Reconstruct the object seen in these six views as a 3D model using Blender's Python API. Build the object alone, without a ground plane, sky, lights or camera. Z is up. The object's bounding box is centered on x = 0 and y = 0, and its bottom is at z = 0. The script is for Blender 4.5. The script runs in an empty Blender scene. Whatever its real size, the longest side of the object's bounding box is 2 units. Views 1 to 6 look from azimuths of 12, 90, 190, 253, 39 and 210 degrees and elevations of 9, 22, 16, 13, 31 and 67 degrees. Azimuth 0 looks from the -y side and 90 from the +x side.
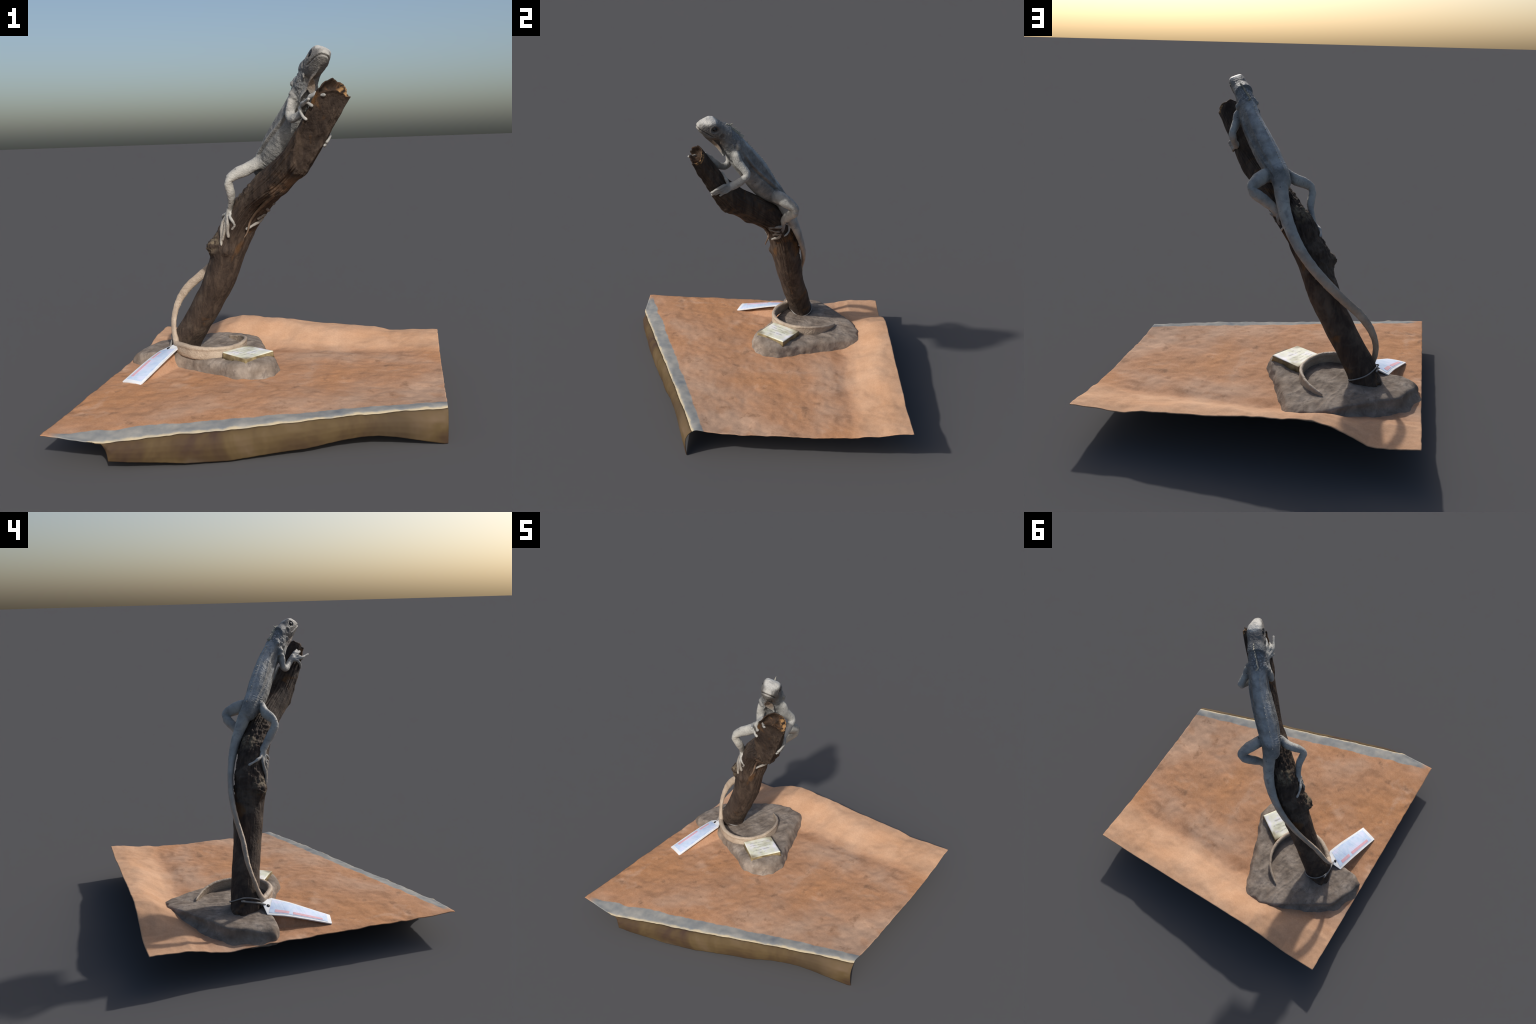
"""A mounted iguana gripping a leaning branch that rises from a flat stone, with a
paper plaque and a hang tag, standing on a table covered by a rumpled orange cloth."""
import bpy, bmesh, math
import numpy as np
from mathutils import Vector

rng = np.random.default_rng(11)

# ------------------------------------------------------------------ helpers
def unit(v):
    v = np.asarray(v, float)
    return v / (np.linalg.norm(v, axis=-1, keepdims=True) + 1e-12)

def smoothstep(a, b, x):
    t = np.clip((np.asarray(x, float) - a) / (b - a), 0, 1)
    return t * t * (3 - 2 * t)

_perm = np.random.default_rng(5).permutation(256)
_perm = np.concatenate([_perm, _perm, _perm])
_grad = unit(np.random.default_rng(6).normal(size=(256, 3)))

def perlin(p, seed=0):
    p = np.asarray(p, float) + seed * 17.31
    i = np.floor(p).astype(int)
    f = p - i
    w = f * f * f * (f * (f * 6 - 15) + 10)
    i &= 255
    out = 0
    for dx in (0, 1):
        for dy in (0, 1):
            for dz in (0, 1):
                h = _perm[_perm[_perm[(i[:, 0] + dx) & 255] + ((i[:, 1] + dy) & 255)] + ((i[:, 2] + dz) & 255)]
                g = _grad[h]
                d = f - np.array([dx, dy, dz])
                wt = (w[:, 0] if dx else 1 - w[:, 0]) * (w[:, 1] if dy else 1 - w[:, 1]) * (w[:, 2] if dz else 1 - w[:, 2])
                out = out + wt * (g * d).sum(1)
    return out

def fbm(p, octaves=4, seed=0, gain=0.5):
    out, a, s = 0, 1.0, 1.0
    for o in range(octaves):
        out = out + a * perlin(np.asarray(p) * s, seed + o)
        a *= gain
        s *= 2.03
    return out

def resample(P, n, smooth=2.0):
    """Even arc-length resample of control rows; first 3 columns are the position."""
    P = np.asarray(P, float)
    s = np.r_[0, np.cumsum(np.linalg.norm(np.diff(P[:, :3], axis=0), axis=1))]
    t = np.linspace(0, s[-1], n)
    Q = np.stack([np.interp(t, s, P[:, k]) for k in range(P.shape[1])], 1)
    sg = smooth * n / (4.0 * len(P))
    if sg > 0.3:
        r = int(3 * sg) + 1
        k = np.exp(-0.5 * (np.arange(-r, r + 1) / sg) ** 2)
        k /= k.sum()
        a0, a1 = Q[0].copy(), Q[-1].copy()
        pad = np.concatenate([2 * a0 - Q[1:r + 1][::-1] if r < n else np.repeat(a0[None], r, 0), Q,
                              2 * a1 - Q[-r - 1:-1][::-1] if r < n else np.repeat(a1[None], r, 0)])
        Q = np.stack([np.convolve(pad[:, c], k, "valid") for c in range(Q.shape[1])], 1)
    return Q

def frames(C, lat):
    """tangent, lateral and dorsal unit vectors along a spine"""
    T = unit(np.gradient(C, axis=0))
    lat = np.broadcast_to(np.asarray(lat, float), C.shape)
    L = unit(lat - (lat * T).sum(1)[:, None] * T)
    return T, L, np.cross(T, L)

def grid_faces(m, n, closed=True):
    i = np.arange(m - 1)[:, None]
    j = np.arange(n if closed else n - 1)[None]
    k = (j + 1) % n
    return np.stack([i * n + j, i * n + k, (i + 1) * n + k, (i + 1) * n + j], -1).reshape(-1, 4)

def make_mesh(name, V, F, mat=None, smooth=True):
    me = bpy.data.meshes.new(name)
    me.from_pydata([tuple(v) for v in np.asarray(V, float)], [], [tuple(int(a) for a in f) for f in F])
    me.update()
    if smooth:
        me.polygons.foreach_set("use_smooth", [True] * len(me.polygons))
    if mat:
        me.materials.append(mat)
    return me

def make_object(name, me, parent=None):
    ob = bpy.data.objects.new(name, me)
    bpy.context.scene.collection.objects.link(ob)
    if parent:
        ob.parent = parent
    return ob

def fix_normals(me):
    bm = bmesh.new()
    bm.from_mesh(me)
    bmesh.ops.recalc_face_normals(bm, faces=bm.faces)
    bm.to_mesh(me)
    bm.free()

def tube(C, lat, rl, rd, n=24, power=2.0, cap=True):
    """closed tube with elliptic section: rl lateral, rd dorsal half sizes; rounded ends"""
    C = np.asarray(C, float)
    T, L, D = frames(C, lat)
    rl = np.broadcast_to(np.asarray(rl, float), len(C)).copy()
    rd = np.broadcast_to(np.asarray(rd, float), len(C)).copy()
    if cap:
        e0, e1 = min(rl[0], rd[0]), min(rl[-1], rd[-1])
        cs, ls, rls, rds, ds = [], [], [], [], []
        for a in (0.12, 0.45, 0.8):
            x, y = math.cos(a * math.pi / 2), math.sin(a * math.pi / 2)
            cs.append(C[0] - T[0] * e0 * x); ls.append(L[0]); ds.append(D[0]); rls.append(rl[0] * y); rds.append(rd[0] * y)
        tail = []
        for a in (0.8, 0.45, 0.12):
            x, y = math.cos(a * math.pi / 2), math.sin(a * math.pi / 2)
            tail.append((C[-1] + T[-1] * e1 * x, L[-1], D[-1], rl[-1] * y, rd[-1] * y))
        C = np.concatenate([cs, C, [q[0] for q in tail]])
        L = np.concatenate([ls, L, [q[1] for q in tail]])
        D = np.concatenate([ds, D, [q[2] for q in tail]])
        rl = np.concatenate([rls, rl, [q[3] for q in tail]])
        rd = np.concatenate([rds, rd, [q[4] for q in tail]])
    a = np.arange(n) * 2 * math.pi / n
    ca, sa = np.cos(a), np.sin(a)
    ca = np.sign(ca) * np.abs(ca) ** (2 / power)
    sa = np.sign(sa) * np.abs(sa) ** (2 / power)
    V = C[:, None] + L[:, None] * (rl[:, None] * ca)[..., None] + D[:, None] * (rd[:, None] * sa)[..., None]
    m = len(C)
    F = [list(f) for f in grid_faces(m, n)]
    F.append(list(range(n))[::-1])
    F.append([(m - 1) * n + j for j in range(n)])
    return V.reshape(-1, 3), F

# ------------------------------------------------------------------ node materials
class Nodes:
    def __init__(self, name, rough=0.85, spec=0.25):
        self.mat = bpy.data.materials.new(name)
        self.mat.use_nodes = True
        self.t = self.mat.node_tree
        self.b = self.t.nodes["Principled BSDF"]
        self.b.inputs["Roughness"].default_value = rough
        self.b.inputs["Specular IOR Level"].default_value = spec
        self.co = self.t.nodes.new("ShaderNodeTexCoord").outputs["Object"]
    def new(self, kind, **kw):
        n = self.t.nodes.new(kind)
        for k, v in kw.items():
            setattr(n, k, v)
        return n
    def put(self, sock, v):
        if isinstance(v, bpy.types.NodeSocket):
            self.t.links.new(v, sock)
        else:
            sock.default_value = (*v, 1) if isinstance(v, tuple) and len(v) == 3 and sock.type == "RGBA" else v
    def mapping(self, scale=(1, 1, 1), rot=(0, 0, 0), loc=(0, 0, 0), co=None):
        n = self.new("ShaderNodeMapping")
        self.put(n.inputs["Vector"], co or self.co)
        n.inputs["Scale"].default_value = scale
        n.inputs["Rotation"].default_value = rot
        n.inputs["Location"].default_value = loc
        return n.outputs["Vector"]
    def noise(self, scale, detail=4, rough=0.55, distort=0.0, co=None):
        n = self.new("ShaderNodeTexNoise")
        self.put(n.inputs["Vector"], co or self.co)
        n.inputs["Scale"].default_value = scale
        n.inputs["Detail"].default_value = detail
        n.inputs["Roughness"].default_value = rough
        n.inputs["Distortion"].default_value = distort
        return n.outputs["Fac"]
    def voronoi(self, scale, feature="F1", co=None, out="Distance"):
        n = self.new("ShaderNodeTexVoronoi", feature=feature)
        self.put(n.inputs["Vector"], co or self.co)
        n.inputs["Scale"].default_value = scale
        return n.outputs[out]
    def ramp(self, fac, stops):
        n = self.new("ShaderNodeValToRGB")
        self.put(n.inputs["Fac"], fac)
        e = n.color_ramp.elements
        while len(e) < len(stops):
            e.new(0.5)
        for x, (p, c) in zip(e, stops):
            x.position = p
            x.color = (*c, 1) if isinstance(c, tuple) else (c, c, c, 1)
        return n.outputs["Color"]
    def math(self, op, a, b=0.0, c=0.0, clamp=False):
        n = self.new("ShaderNodeMath", operation=op, use_clamp=clamp)
        for s, v in zip(n.inputs, (a, b, c)):
            self.put(s, v)
        return n.outputs[0]
    def range(self, x, a, b, lo=0.0, hi=1.0):
        n = self.new("ShaderNodeMapRange")
        n.interpolation_type = "SMOOTHSTEP"
        for k, v in (("Value", x), ("From Min", a), ("From Max", b), ("To Min", lo), ("To Max", hi)):
            self.put(n.inputs[k], v)
        return n.outputs["Result"]
    def mix(self, fac, a, b, mode="MIX"):
        n = self.new("ShaderNodeMix", data_type="RGBA", blend_type=mode)
        self.put(n.inputs[0], fac)
        self.put(n.inputs[6], a)
        self.put(n.inputs[7], b)
        return n.outputs[2]
    def xyz(self, co=None):
        n = self.new("ShaderNodeSeparateXYZ")
        self.put(n.inputs[0], co or self.co)
        return n.outputs
    def dist(self, p, co=None):
        n = self.new("ShaderNodeVectorMath", operation="DISTANCE")
        self.put(n.inputs[0], co or self.co)
        n.inputs[1].default_value = p
        return n.outputs["Value"]
    def colour(self, c):
        self.put(self.b.inputs["Base Color"], c)
    def bump(self, h, strength=0.3, dist=0.004):
        n = self.new("ShaderNodeBump")
        n.inputs["Strength"].default_value = strength
        n.inputs["Distance"].default_value = dist
        self.put(n.inputs["Height"], h)
        self.t.links.new(n.outputs["Normal"], self.b.inputs["Normal"])

def cloth_material():
    m = Nodes("orange_cloth", 0.9, 0.15)
    big = m.noise(1.6, 3, 0.5, 0.4)
    c = m.ramp(big, [(0.33, (0.42, 0.205, 0.098)), (0.5, (0.42, 0.226, 0.130)), (0.66, (0.43, 0.28, 0.195))])
    mid = m.noise(6.5, 5, 0.55, 0.2)
    c = m.mix(m.math("MULTIPLY", m.range(mid, 0.5, 0.72), 0.75), c, (0.30, 0.155, 0.085))
    c = m.mix(m.math("MULTIPLY", m.range(mid, 0.46, 0.28), 0.6), c, (0.50, 0.325, 0.225))
    x, y, z = m.xyz()
    pale = m.range(m.math("ADD", y, m.math("MULTIPLY_ADD", m.noise(4, 3), 0.16, -0.08)), 0.56, 0.74)
    c = m.mix(m.math("MULTIPLY", pale, 0.75), c, m.ramp(m.noise(5, 4), [(0.35, (0.48, 0.28, 0.165)), (0.65, (0.56, 0.355, 0.23))]))
    dk = m.range(m.noise(11, 4, 0.55, 0.15), 0.58, 0.72)
    c = m.mix(m.math("MULTIPLY", m.math("MULTIPLY", dk, 0.65), m.range(y, 0.7, 0.5)), c, (0.19, 0.105, 0.062))
    fine = m.noise(90, 3, 0.6)
    c = m.mix(0.12, c, m.ramp(fine, [(0.3, (0.25, 0.1, 0.04)), (0.7, (0.75, 0.5, 0.33))]))
    # grey-blue border band beside the front edge of the table
    x, y, z = m.xyz()
    line = m.math("SUBTRACT", y, m.math("MULTIPLY_ADD", x, 0.329, -0.640))
    wob = m.math("MULTIPLY_ADD", m.noise(7, 3), 0.05, -0.025)
    band = m.math("MULTIPLY", m.range(m.math("ADD", line, wob), 0.004, -0.006), m.range(x, -0.96, -0.87))
    grey = m.ramp(m.noise(9, 5, 0.6), [(0.3, (0.175, 0.19, 0.205)), (0.5, (0.235, 0.24, 0.235)), (0.68, (0.31, 0.30, 0.275))])
    rim = m.math("SUBTRACT", y, m.math("MULTIPLY_ADD", x, 0.3499, -0.7335))
    grey = m.mix(m.math("MULTIPLY", m.range(m.math("ADD", rim, m.math("MULTIPLY_ADD", m.noise(14, 4), 0.036, -0.018)), 0.016, 0.002), m.range(m.noise(6, 3), 0.3, 0.55, 0.35, 1.0)), grey, (0.46, 0.39, 0.27))
    c = m.mix(band, c, grey)
    m.colour(c)
    m.bump(m.noise(140, 3, 0.6), 0.15, 0.003)
    return m.mat

def board_material():
    m = Nodes("brown_table_edge", 0.75, 0.2)
    c = m.ramp(m.noise(3.2, 4, 0.55, 0.5), [(0.36, (0.052, 0.030, 0.021)), (0.48, (0.078, 0.050, 0.024)), (0.56, (0.098, 0.066, 0.030)), (0.66, (0.125, 0.085, 0.050))])
    pale = m.range(m.math("ADD", m.dist((-0.27, -0.86, -0.10)), m.math("MULTIPLY", m.noise(9, 3), 0.08)), 0.19, 0.07)
    c = m.mix(m.math("MULTIPLY", pale, 0.8), c, (0.21, 0.175, 0.15))
    dark = m.range(m.dist((0.72, -0.52, 0.07)), 0.2, 0.05)
    c = m.mix(m.math("MULTIPLY", dark, 0.5), c, (0.05, 0.035, 0.026))
    m.colour(c)
    m.bump(m.noise(25, 4), 0.15, 0.005)
    return m.mat

def stone_material():
    m = Nodes("grey_brown_stone", 0.95, 0.1)
    c = m.ramp(m.noise(11, 6, 0.65, 0.3), [(0.3, (0.14, 0.112, 0.092)), (0.5, (0.215, 0.178, 0.148)), (0.68, (0.32, 0.272, 0.23))])
    v = m.mapping((34, 12, 20), (0, 0, 0.5))
    c = m.mix(m.math("MULTIPLY", m.range(m.noise(1.0, 4, 0.6, co=v), 0.55, 0.7), 0.6), c, (0.12, 0.1, 0.088))
    c = m.mix(m.math("MULTIPLY", m.range(m.noise(4, 3), 0.5, 0.7), 0.35), c, (0.24, 0.18, 0.135))
    m.colour(c)
    m.bump(m.noise(60, 5, 0.65), 0.5, 0.006)
    return m.mat

def bark_material():
    m = Nodes("dark_branch_bark", 0.8, 0.25)
    g = m.mapping((26, 26, 5), (0.35, 0.4, 0.2))
    grain = m.noise(1.0, 5, 0.65, 0.5, co=g)
    c = m.ramp(grain, [(0.3, (0.026, 0.018, 0.0145)), (0.5, (0.050, 0.035, 0.027)), (0.72, (0.094, 0.067, 0.049))])
    patch = m.noise(6, 4, 0.6, 0.4)
    c = m.mix(m.math("MULTIPLY", m.range(patch, 0.52, 0.7), 0.65), c, (0.12, 0.092, 0.07))
    rust = m.noise(5.2, 3, 0.5, 0.8, co=m.mapping((1, 1, 1), loc=(3.1, 1.7, 0.4)))
    c = m.mix(m.math("MULTIPLY", m.range(rust, 0.6, 0.7), 0.6), c, (0.16, 0.075, 0.022))
    # paler lichen-like tops of the two knots
    for p, r in (((-0.178, 0.133, 1.225), 0.085), ((-0.36, 0.10, 0.965), 0.085)):
        k = m.math("MULTIPLY", m.range(m.dist(p), r, r * 0.3), m.range(m.noise(30, 4), 0.4, 0.62))
        c = m.mix(k, c, (0.17, 0.135, 0.09))
    # bare pale wood under the torn bark
    bare = m.math("MULTIPLY", m.range(m.dist((0.13, -0.19, 1.26)), 0.16, 0.05), m.range(m.noise(14, 3), 0.42, 0.6))
    c = m.mix(bare, c, (0.17, 0.105, 0.065))
    m.colour(c)
    h = m.math("ADD", m.math("MULTIPLY", grain, 1.0), m.math("MULTIPLY", m.noise(70, 4), 0.4))
    m.bump(h, 0.9, 0.009)
    return m.mat

def cut_wood_material():
    m = Nodes("cut_wood", 0.8, 0.2)
    c = m.ramp(m.noise(24, 4, 0.6, 0.8), [(0.38, (0.024, 0.017, 0.013)), (0.55, (0.048, 0.03, 0.02)), (0.68, (0.10, 0.054, 0.028)), (0.8, (0.28, 0.15, 0.07))])
    edge = m.math("MULTIPLY", m.range(m.dist((0.478, -0.395, 1.775)), 0.052, 0.034), m.range(m.noise(34, 3), 0.42, 0.58))
    c = m.mix(edge, c, (0.40, 0.23, 0.10))
    m.colour(c)
    m.bump(m.noise(60, 4), 0.4, 0.005)
    return m.mat

def skin_material(name, tail=False):
    m = Nodes(name, 0.58, 0.4)
    x, y, z = m.xyz()
    base = m.ramp(m.noise(9, 5, 0.6, 0.3), [(0.32, (0.25, 0.25, 0.24)), (0.5, (0.365, 0.36, 0.34)), (0.68, (0.48, 0.47, 0.43))])
    dark = m.math("MULTIPLY", m.range(m.noise(16, 5, 0.7, 0.6), 0.52, 0.7), 0.5)
    c = m.mix(dark, base, (0.15, 0.155, 0.155))
    S = resample(TORSO, 40, 1.2)
    T, L, D = frames(S[:, :3], BODY_LAT)
    trunk_mask = None
    for i in range(2, 40, 4):
        d = m.dist(tuple(S[i, :3]))
        trunk_mask = d if trunk_mask is None else m.math("MINIMUM", trunk_mask, d)
    trunk_mask = m.range(m.math("MULTIPLY_ADD", m.noise(12, 3), 0.03, trunk_mask), 0.118, 0.085)
    hide = m.ramp(m.noise(17, 6, 0.68, 0.5), [(0.32, (0.095, 0.10, 0.103)), (0.47, (0.18, 0.182, 0.178)), (0.6, (0.25, 0.247, 0.235)), (0.72, (0.41, 0.40, 0.36))])  # torso colour lowered to carry the flank shade captured in the scan
    c = m.mix(trunk_mask, c, hide)
    face = m.range(m.dist(tuple(head_pt(0.01, 0, -0.05))), 0.115, 0.085)
    c = m.mix(m.math("MULTIPLY", face, 0.85), c, m.ramp(m.noise(30, 5, 0.6), [(0.35, (0.105, 0.096, 0.088)), (0.65, (0.19, 0.176, 0.162))]))  # face sides darkened to include the scan's ambient occlusion
    tan = m.ramp(m.noise(14, 4, 0.6), [(0.3, (0.32, 0.25, 0.19)), (0.7, (0.47, 0.385, 0.3))])
    c = m.mix(m.range(m.math("MULTIPLY_ADD", m.noise(7, 3), 0.25, z), 1.27, 0.85), c, tan)
    # bars painted darker for baked shading on the upper flanks, broken by pale flecks
    near = None
    for i in range(8, 32, 3):
        for sx in (1, -1):
            d = m.dist(tuple(S[i, :3] + L[i] * sx * S[i, 3] * 0.75 + D[i] * S[i, 4] * 0.42))
            near = d if near is None else m.math("MINIMUM", near, d)
    bars = m.math("MULTIPLY", m.range(near, 0.050, 0.018), m.range(m.noise(22, 5, 0.7, 0.6), 0.38, 0.58))
    c = m.mix(m.math("MULTIPLY", bars, 0.8), c, (0.105, 0.11, 0.115))
    near = None
    for i in (6, 12, 18, 24, 30, 35):
        d = m.dist(tuple(S[i, :3] + D[i] * S[i, 4]))
        near = d if near is None else m.math("MINIMUM", near, d)
    c = m.mix(m.math("MULTIPLY", m.range(m.math("MULTIPLY_ADD", m.noise(18, 4), 0.04, near), 0.095, 0.05), 0.8), c, m.ramp(m.noise(26, 5, 0.65), [(0.33, (0.25, 0.265, 0.278)), (0.5, (0.375, 0.39, 0.40)), (0.67, (0.48, 0.495, 0.50))]))  # back tinted bluish for skylight recorded in the scan texture
    # dark patches round the eyes and over the ear drum
    for sx in (1, -1):
        for f, u, r in ((0.004, -0.006, 0.037), (-0.05, -0.05, 0.027)):
            p = tuple(head_pt(f, sx * 0.048, u))
            c = m.mix(m.math("MULTIPLY", m.range(m.math("MULTIPLY_ADD", m.noise(40, 3), 0.012, m.dist(p)), r, r * 0.55), 0.8), c, (0.07, 0.062, 0.057))
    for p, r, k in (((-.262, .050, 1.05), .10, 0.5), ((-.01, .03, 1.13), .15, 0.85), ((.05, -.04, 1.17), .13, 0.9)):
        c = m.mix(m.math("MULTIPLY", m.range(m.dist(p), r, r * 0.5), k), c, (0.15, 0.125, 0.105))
    # dark line of the mouth, in the frame of the head
    def along(axis):
        n = m.new("ShaderNodeVectorMath", operation="DOT_PRODUCT")
        m.put(n.inputs[0], m.co)
        n.inputs[1].default_value = tuple(axis)
        return m.math("SUBTRACT", n.outputs["Value"], float(np.dot(HO, axis)))
    f, u = along(HF), along(HU)
    gape = m.math("ABSOLUTE", m.math("SUBTRACT", u, m.math("MULTIPLY_ADD", f, 0.48, -0.0645)))
    line = m.math("MULTIPLY", m.range(gape, 0.0042, 0.0014), m.range(f, -0.012, 0.02))
    c = m.mix(m.math("MULTIPLY", line, 0.85), c, (0.05, 0.04, 0.034))
    # brownish throat and dewlap, pale forehead
    c = m.mix(m.math("MULTIPLY", m.range(m.dist((0.335, -0.33, 1.82)), 0.085, 0.03), 0.8), c, (0.25, 0.175, 0.12))
    c = m.mix(m.range(m.math("MULTIPLY_ADD", m.noise(40, 4), 0.02, m.dist(tuple(head_pt(0.045, 0, 0.07)))), 0.092, 0.066), c, m.ramp(m.noise(22, 3), [(0.35, (0.42, 0.41, 0.385)), (0.65, (0.52, 0.51, 0.48))]))
    # neck scales
    neck = m.range(m.dist((0.27, -0.23, 1.89)), 0.12, 0.06)
    sc = m.voronoi(75)
    c = m.mix(m.math("MULTIPLY", neck, m.range(sc, 0.3, 0.55)), c, (0.15, 0.155, 0.16))
    dots = m.range(m.voronoi(16), 0.075, 0.05)
    c = m.mix(m.math("MULTIPLY", dots, m.range(z, 1.1, 1.2)), c, (0.07, 0.07, 0.07))
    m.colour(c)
    h = m.math("ADD", m.math("MULTIPLY", m.voronoi(150), 0.5), m.math("MULTIPLY", m.noise(60, 4), 0.7))
    m.bump(h, 0.6, 0.005)
    return m.mat

def plain(name, col, rough=0.6, spec=0.3, vary=0.15):
    m = Nodes(name, rough, spec)
    c2 = tuple(a * (1 - vary) for a in col)
    m.colour(m.ramp(m.noise(30, 4), [(0.3, c2), (0.7, col)]))
    return m.mat

def plaque_material():
    m = Nodes("printed_plaque", 0.55, 0.3)
    x, y, z = m.xyz()
    c = m.ramp(m.noise(14, 3), [(0.35, (0.66, 0.66, 0.50)), (0.5, (0.76, 0.76, 0.64)), (0.68, (0.78, 0.76, 0.82))])
    top = m.range(z, -0.004, 0.0)
    # faded lines of print, too small to read
    for yy, h, a, b in ((0.062, 0.004, -0.085, 0.09), (0.034, 0.004, -0.09, 0.07), (0.006, 0.0045, -0.075, 0.09), (-0.03, 0.006, -0.09, 0.06), (-0.066, 0.005, -0.05, 0.02)):
        wob = m.math("MULTIPLY_ADD", m.noise(26, 2), 0.02, -0.01)
        d = m.math("ABSOLUTE", m.math("SUBTRACT", m.math("ADD", y, wob), yy))
        k = m.range(d, h * 1.9, h * 0.3)
        k = m.math("MULTIPLY", k, m.math("MULTIPLY", m.range(x, a, a + 0.02), m.range(x, b, b - 0.02)))
        k = m.math("MULTIPLY", k, m.range(m.noise(38, 2), 0.32, 0.55))
        c = m.mix(m.math("MULTIPLY", m.math("MULTIPLY", k, top), 0.62), c, (0.30, 0.29, 0.25))
    side = m.ramp(m.noise(20, 3), [(0.35, (0.13, 0.095, 0.05)), (0.7, (0.34, 0.27, 0.14))])
    c = m.mix(top, side, c)
    m.colour(c)
    return m.mat

def tag_material():
    m = Nodes("printed_tag", 0.5, 0.3)
    c = m.ramp(m.noise(16, 4), [(0.35, (0.44, 0.54, 0.76)), (0.52, (0.55, 0.66, 0.82)), (0.7, (0.66, 0.68, 0.86))])
    w = m.mapping((1, 55, 1))
    c = m.mix(m.math("MULTIPLY", m.range(m.noise(3.0, 3, co=w), 0.52, 0.62), 0.28), c, (0.33, 0.42, 0.55))
    m.colour(c)
    return m.mat

CLOTH, BOARD, STONE, BARK, WOOD = cloth_material(), board_material(), stone_material(), bark_material(), cut_wood_material()
EYE = plain("dark_eye", (0.012, 0.011, 0.012), 0.15, 0.6)
SPINE = plain("pale_spine", (0.42, 0.40, 0.33), 0.7)
PLAQUE, TAG = plaque_material(), tag_material()
PAPER, PINK, BLACK = plain("white_paper", (0.80, 0.82, 0.84), 0.6), plain("pink_print", (0.74, 0.44, 0.50), 0.6), plain("black_hole", (0.02, 0.02, 0.024), 0.5)
STRING = plain("grey_string", (0.26, 0.25, 0.24), 0.8)

# ================================================================== TABLE
def interp(x, pts):
    p = np.array(pts)
    return np.interp(x, p[:, 0], p[:, 1])

def front_y(x):
    return np.maximum(-0.7335 + 0.3499 * x, -0.978)

TAG_L = np.array([[-0.771, 0.211, 0.252], [-0.800, 0.095, 0.238], [-0.840, -0.05, 0.205], [-0.874, -0.174, 0.175]])
TAG_R = np.array([[-0.628, 0.139, 0.293], [-0.660, 0.030, 0.262], [-0.706, -0.095, 0.215], [-0.747, -0.212, 0.172]])

def cloth_height(x, y):
    left = interp(y, [(-.98, .172), (-.66, .166), (.27, .166), (.48, .156), (.62, .17), (.73, .2), (.98, .205)])
    right = interp(y, [(-.4, .182), (-.09, .165), (.1, .174), (.35, .167), (.53, .176), (.68, .192), (.86, .202), (.98, .226)])
    u = (x + 0.98) / 1.96
    h = left * (1 - u) + right * u
    # front edge follows the table edge line
    f = y - front_y(x)
    edge = interp(x, [(-.98, .172), (-.69, .15), (-.454, .159), (-.216, .165), (.024, .168), (.265, .176), (.505, .186), (.745, .191), (.98, .186)])
    h = h + (edge - h) * np.exp(-(f / 0.10) ** 2)
    # broad swell toward the front, trough behind it
    h = h + 0.014 * np.exp(-((x + 0.1) / 0.6) ** 2 - ((y + 0.33) / 0.34) ** 2)
    h = h + 0.007 * np.exp(-((x + 0.62) / 0.3) ** 2 - ((y + 0.74) / 0.2) ** 2) - 0.005 * np.exp(-((x - 0.5) / 0.35) ** 2 - ((y - 0.1) / 0.3) ** 2)
    h = h - 0.020 * np.exp(-((y - 0.64) / 0.10) ** 2) * smoothstep(-0.35, -0.1, x) * smoothstep(0.95, 0.7, x)
    # cloth pulled up behind: a steep step, then a gently rising shelf up to the rear rim
    back = interp(x, [(-.98, .206), (-.78, .189), (-.70, .195), (-.64, .225), (-.575, .255), (-.5, .281), (-.4, .304), (-.24, .296), (-.045, .283), (.17, .262), (.36, .25), (.55, .24), (.65, .22), (.98, .226)])
    shift = interp(x, [(-.98, .03), (-.45, .03), (-.2, .06), (.0, .065), (.3, .035), (.55, .07), (.98, .085)])
    k = 0.74 * smoothstep(0.65, 0.85, y - shift + 0.02 * np.sin(x * 9.0) + 0.012 * np.sin(x * 23.0)) + 0.26 * smoothstep(0.75, 0.985, y)
    k = k * smoothstep(0.6, 0.75, y)
    h = h * (1 - k) + back * k
    kb = smoothstep(0.955, 0.98, y)
    h = h * (1 - kb) + back * kb
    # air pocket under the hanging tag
    cx = np.interp(y, TAG_L[::-1, 1], (TAG_L[::-1, 0] + TAG_R[::-1, 0]) / 2) + 0.006
    cz = np.interp(y, TAG_L[::-1, 1], (TAG_L[::-1, 2] + TAG_R[::-1, 2]) / 2) - 0.014
    w = np.exp(-((x - cx) / 0.068) ** 6) * smoothstep(-0.17, -0.05, y) * smoothstep(0.3, 0.16, y)
    h = h + np.maximum(cz - h, 0) * w
    return h

def cloth_point_height(x, y):
    p = np.stack([x, y, np.zeros_like(x)], 1)
    q = p + 0.03 * np.stack([perlin(p * 5, 3), perlin(p * 5, 4), np.zeros_like(x)], 1)
    h = cloth_height(x, y)
    h = h + 0.005 * perlin(q * 5.5, 1) + 0.007 * perlin(q * 12, 2) + 0.0032 * perlin(q * 25, 7)
    return h

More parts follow.
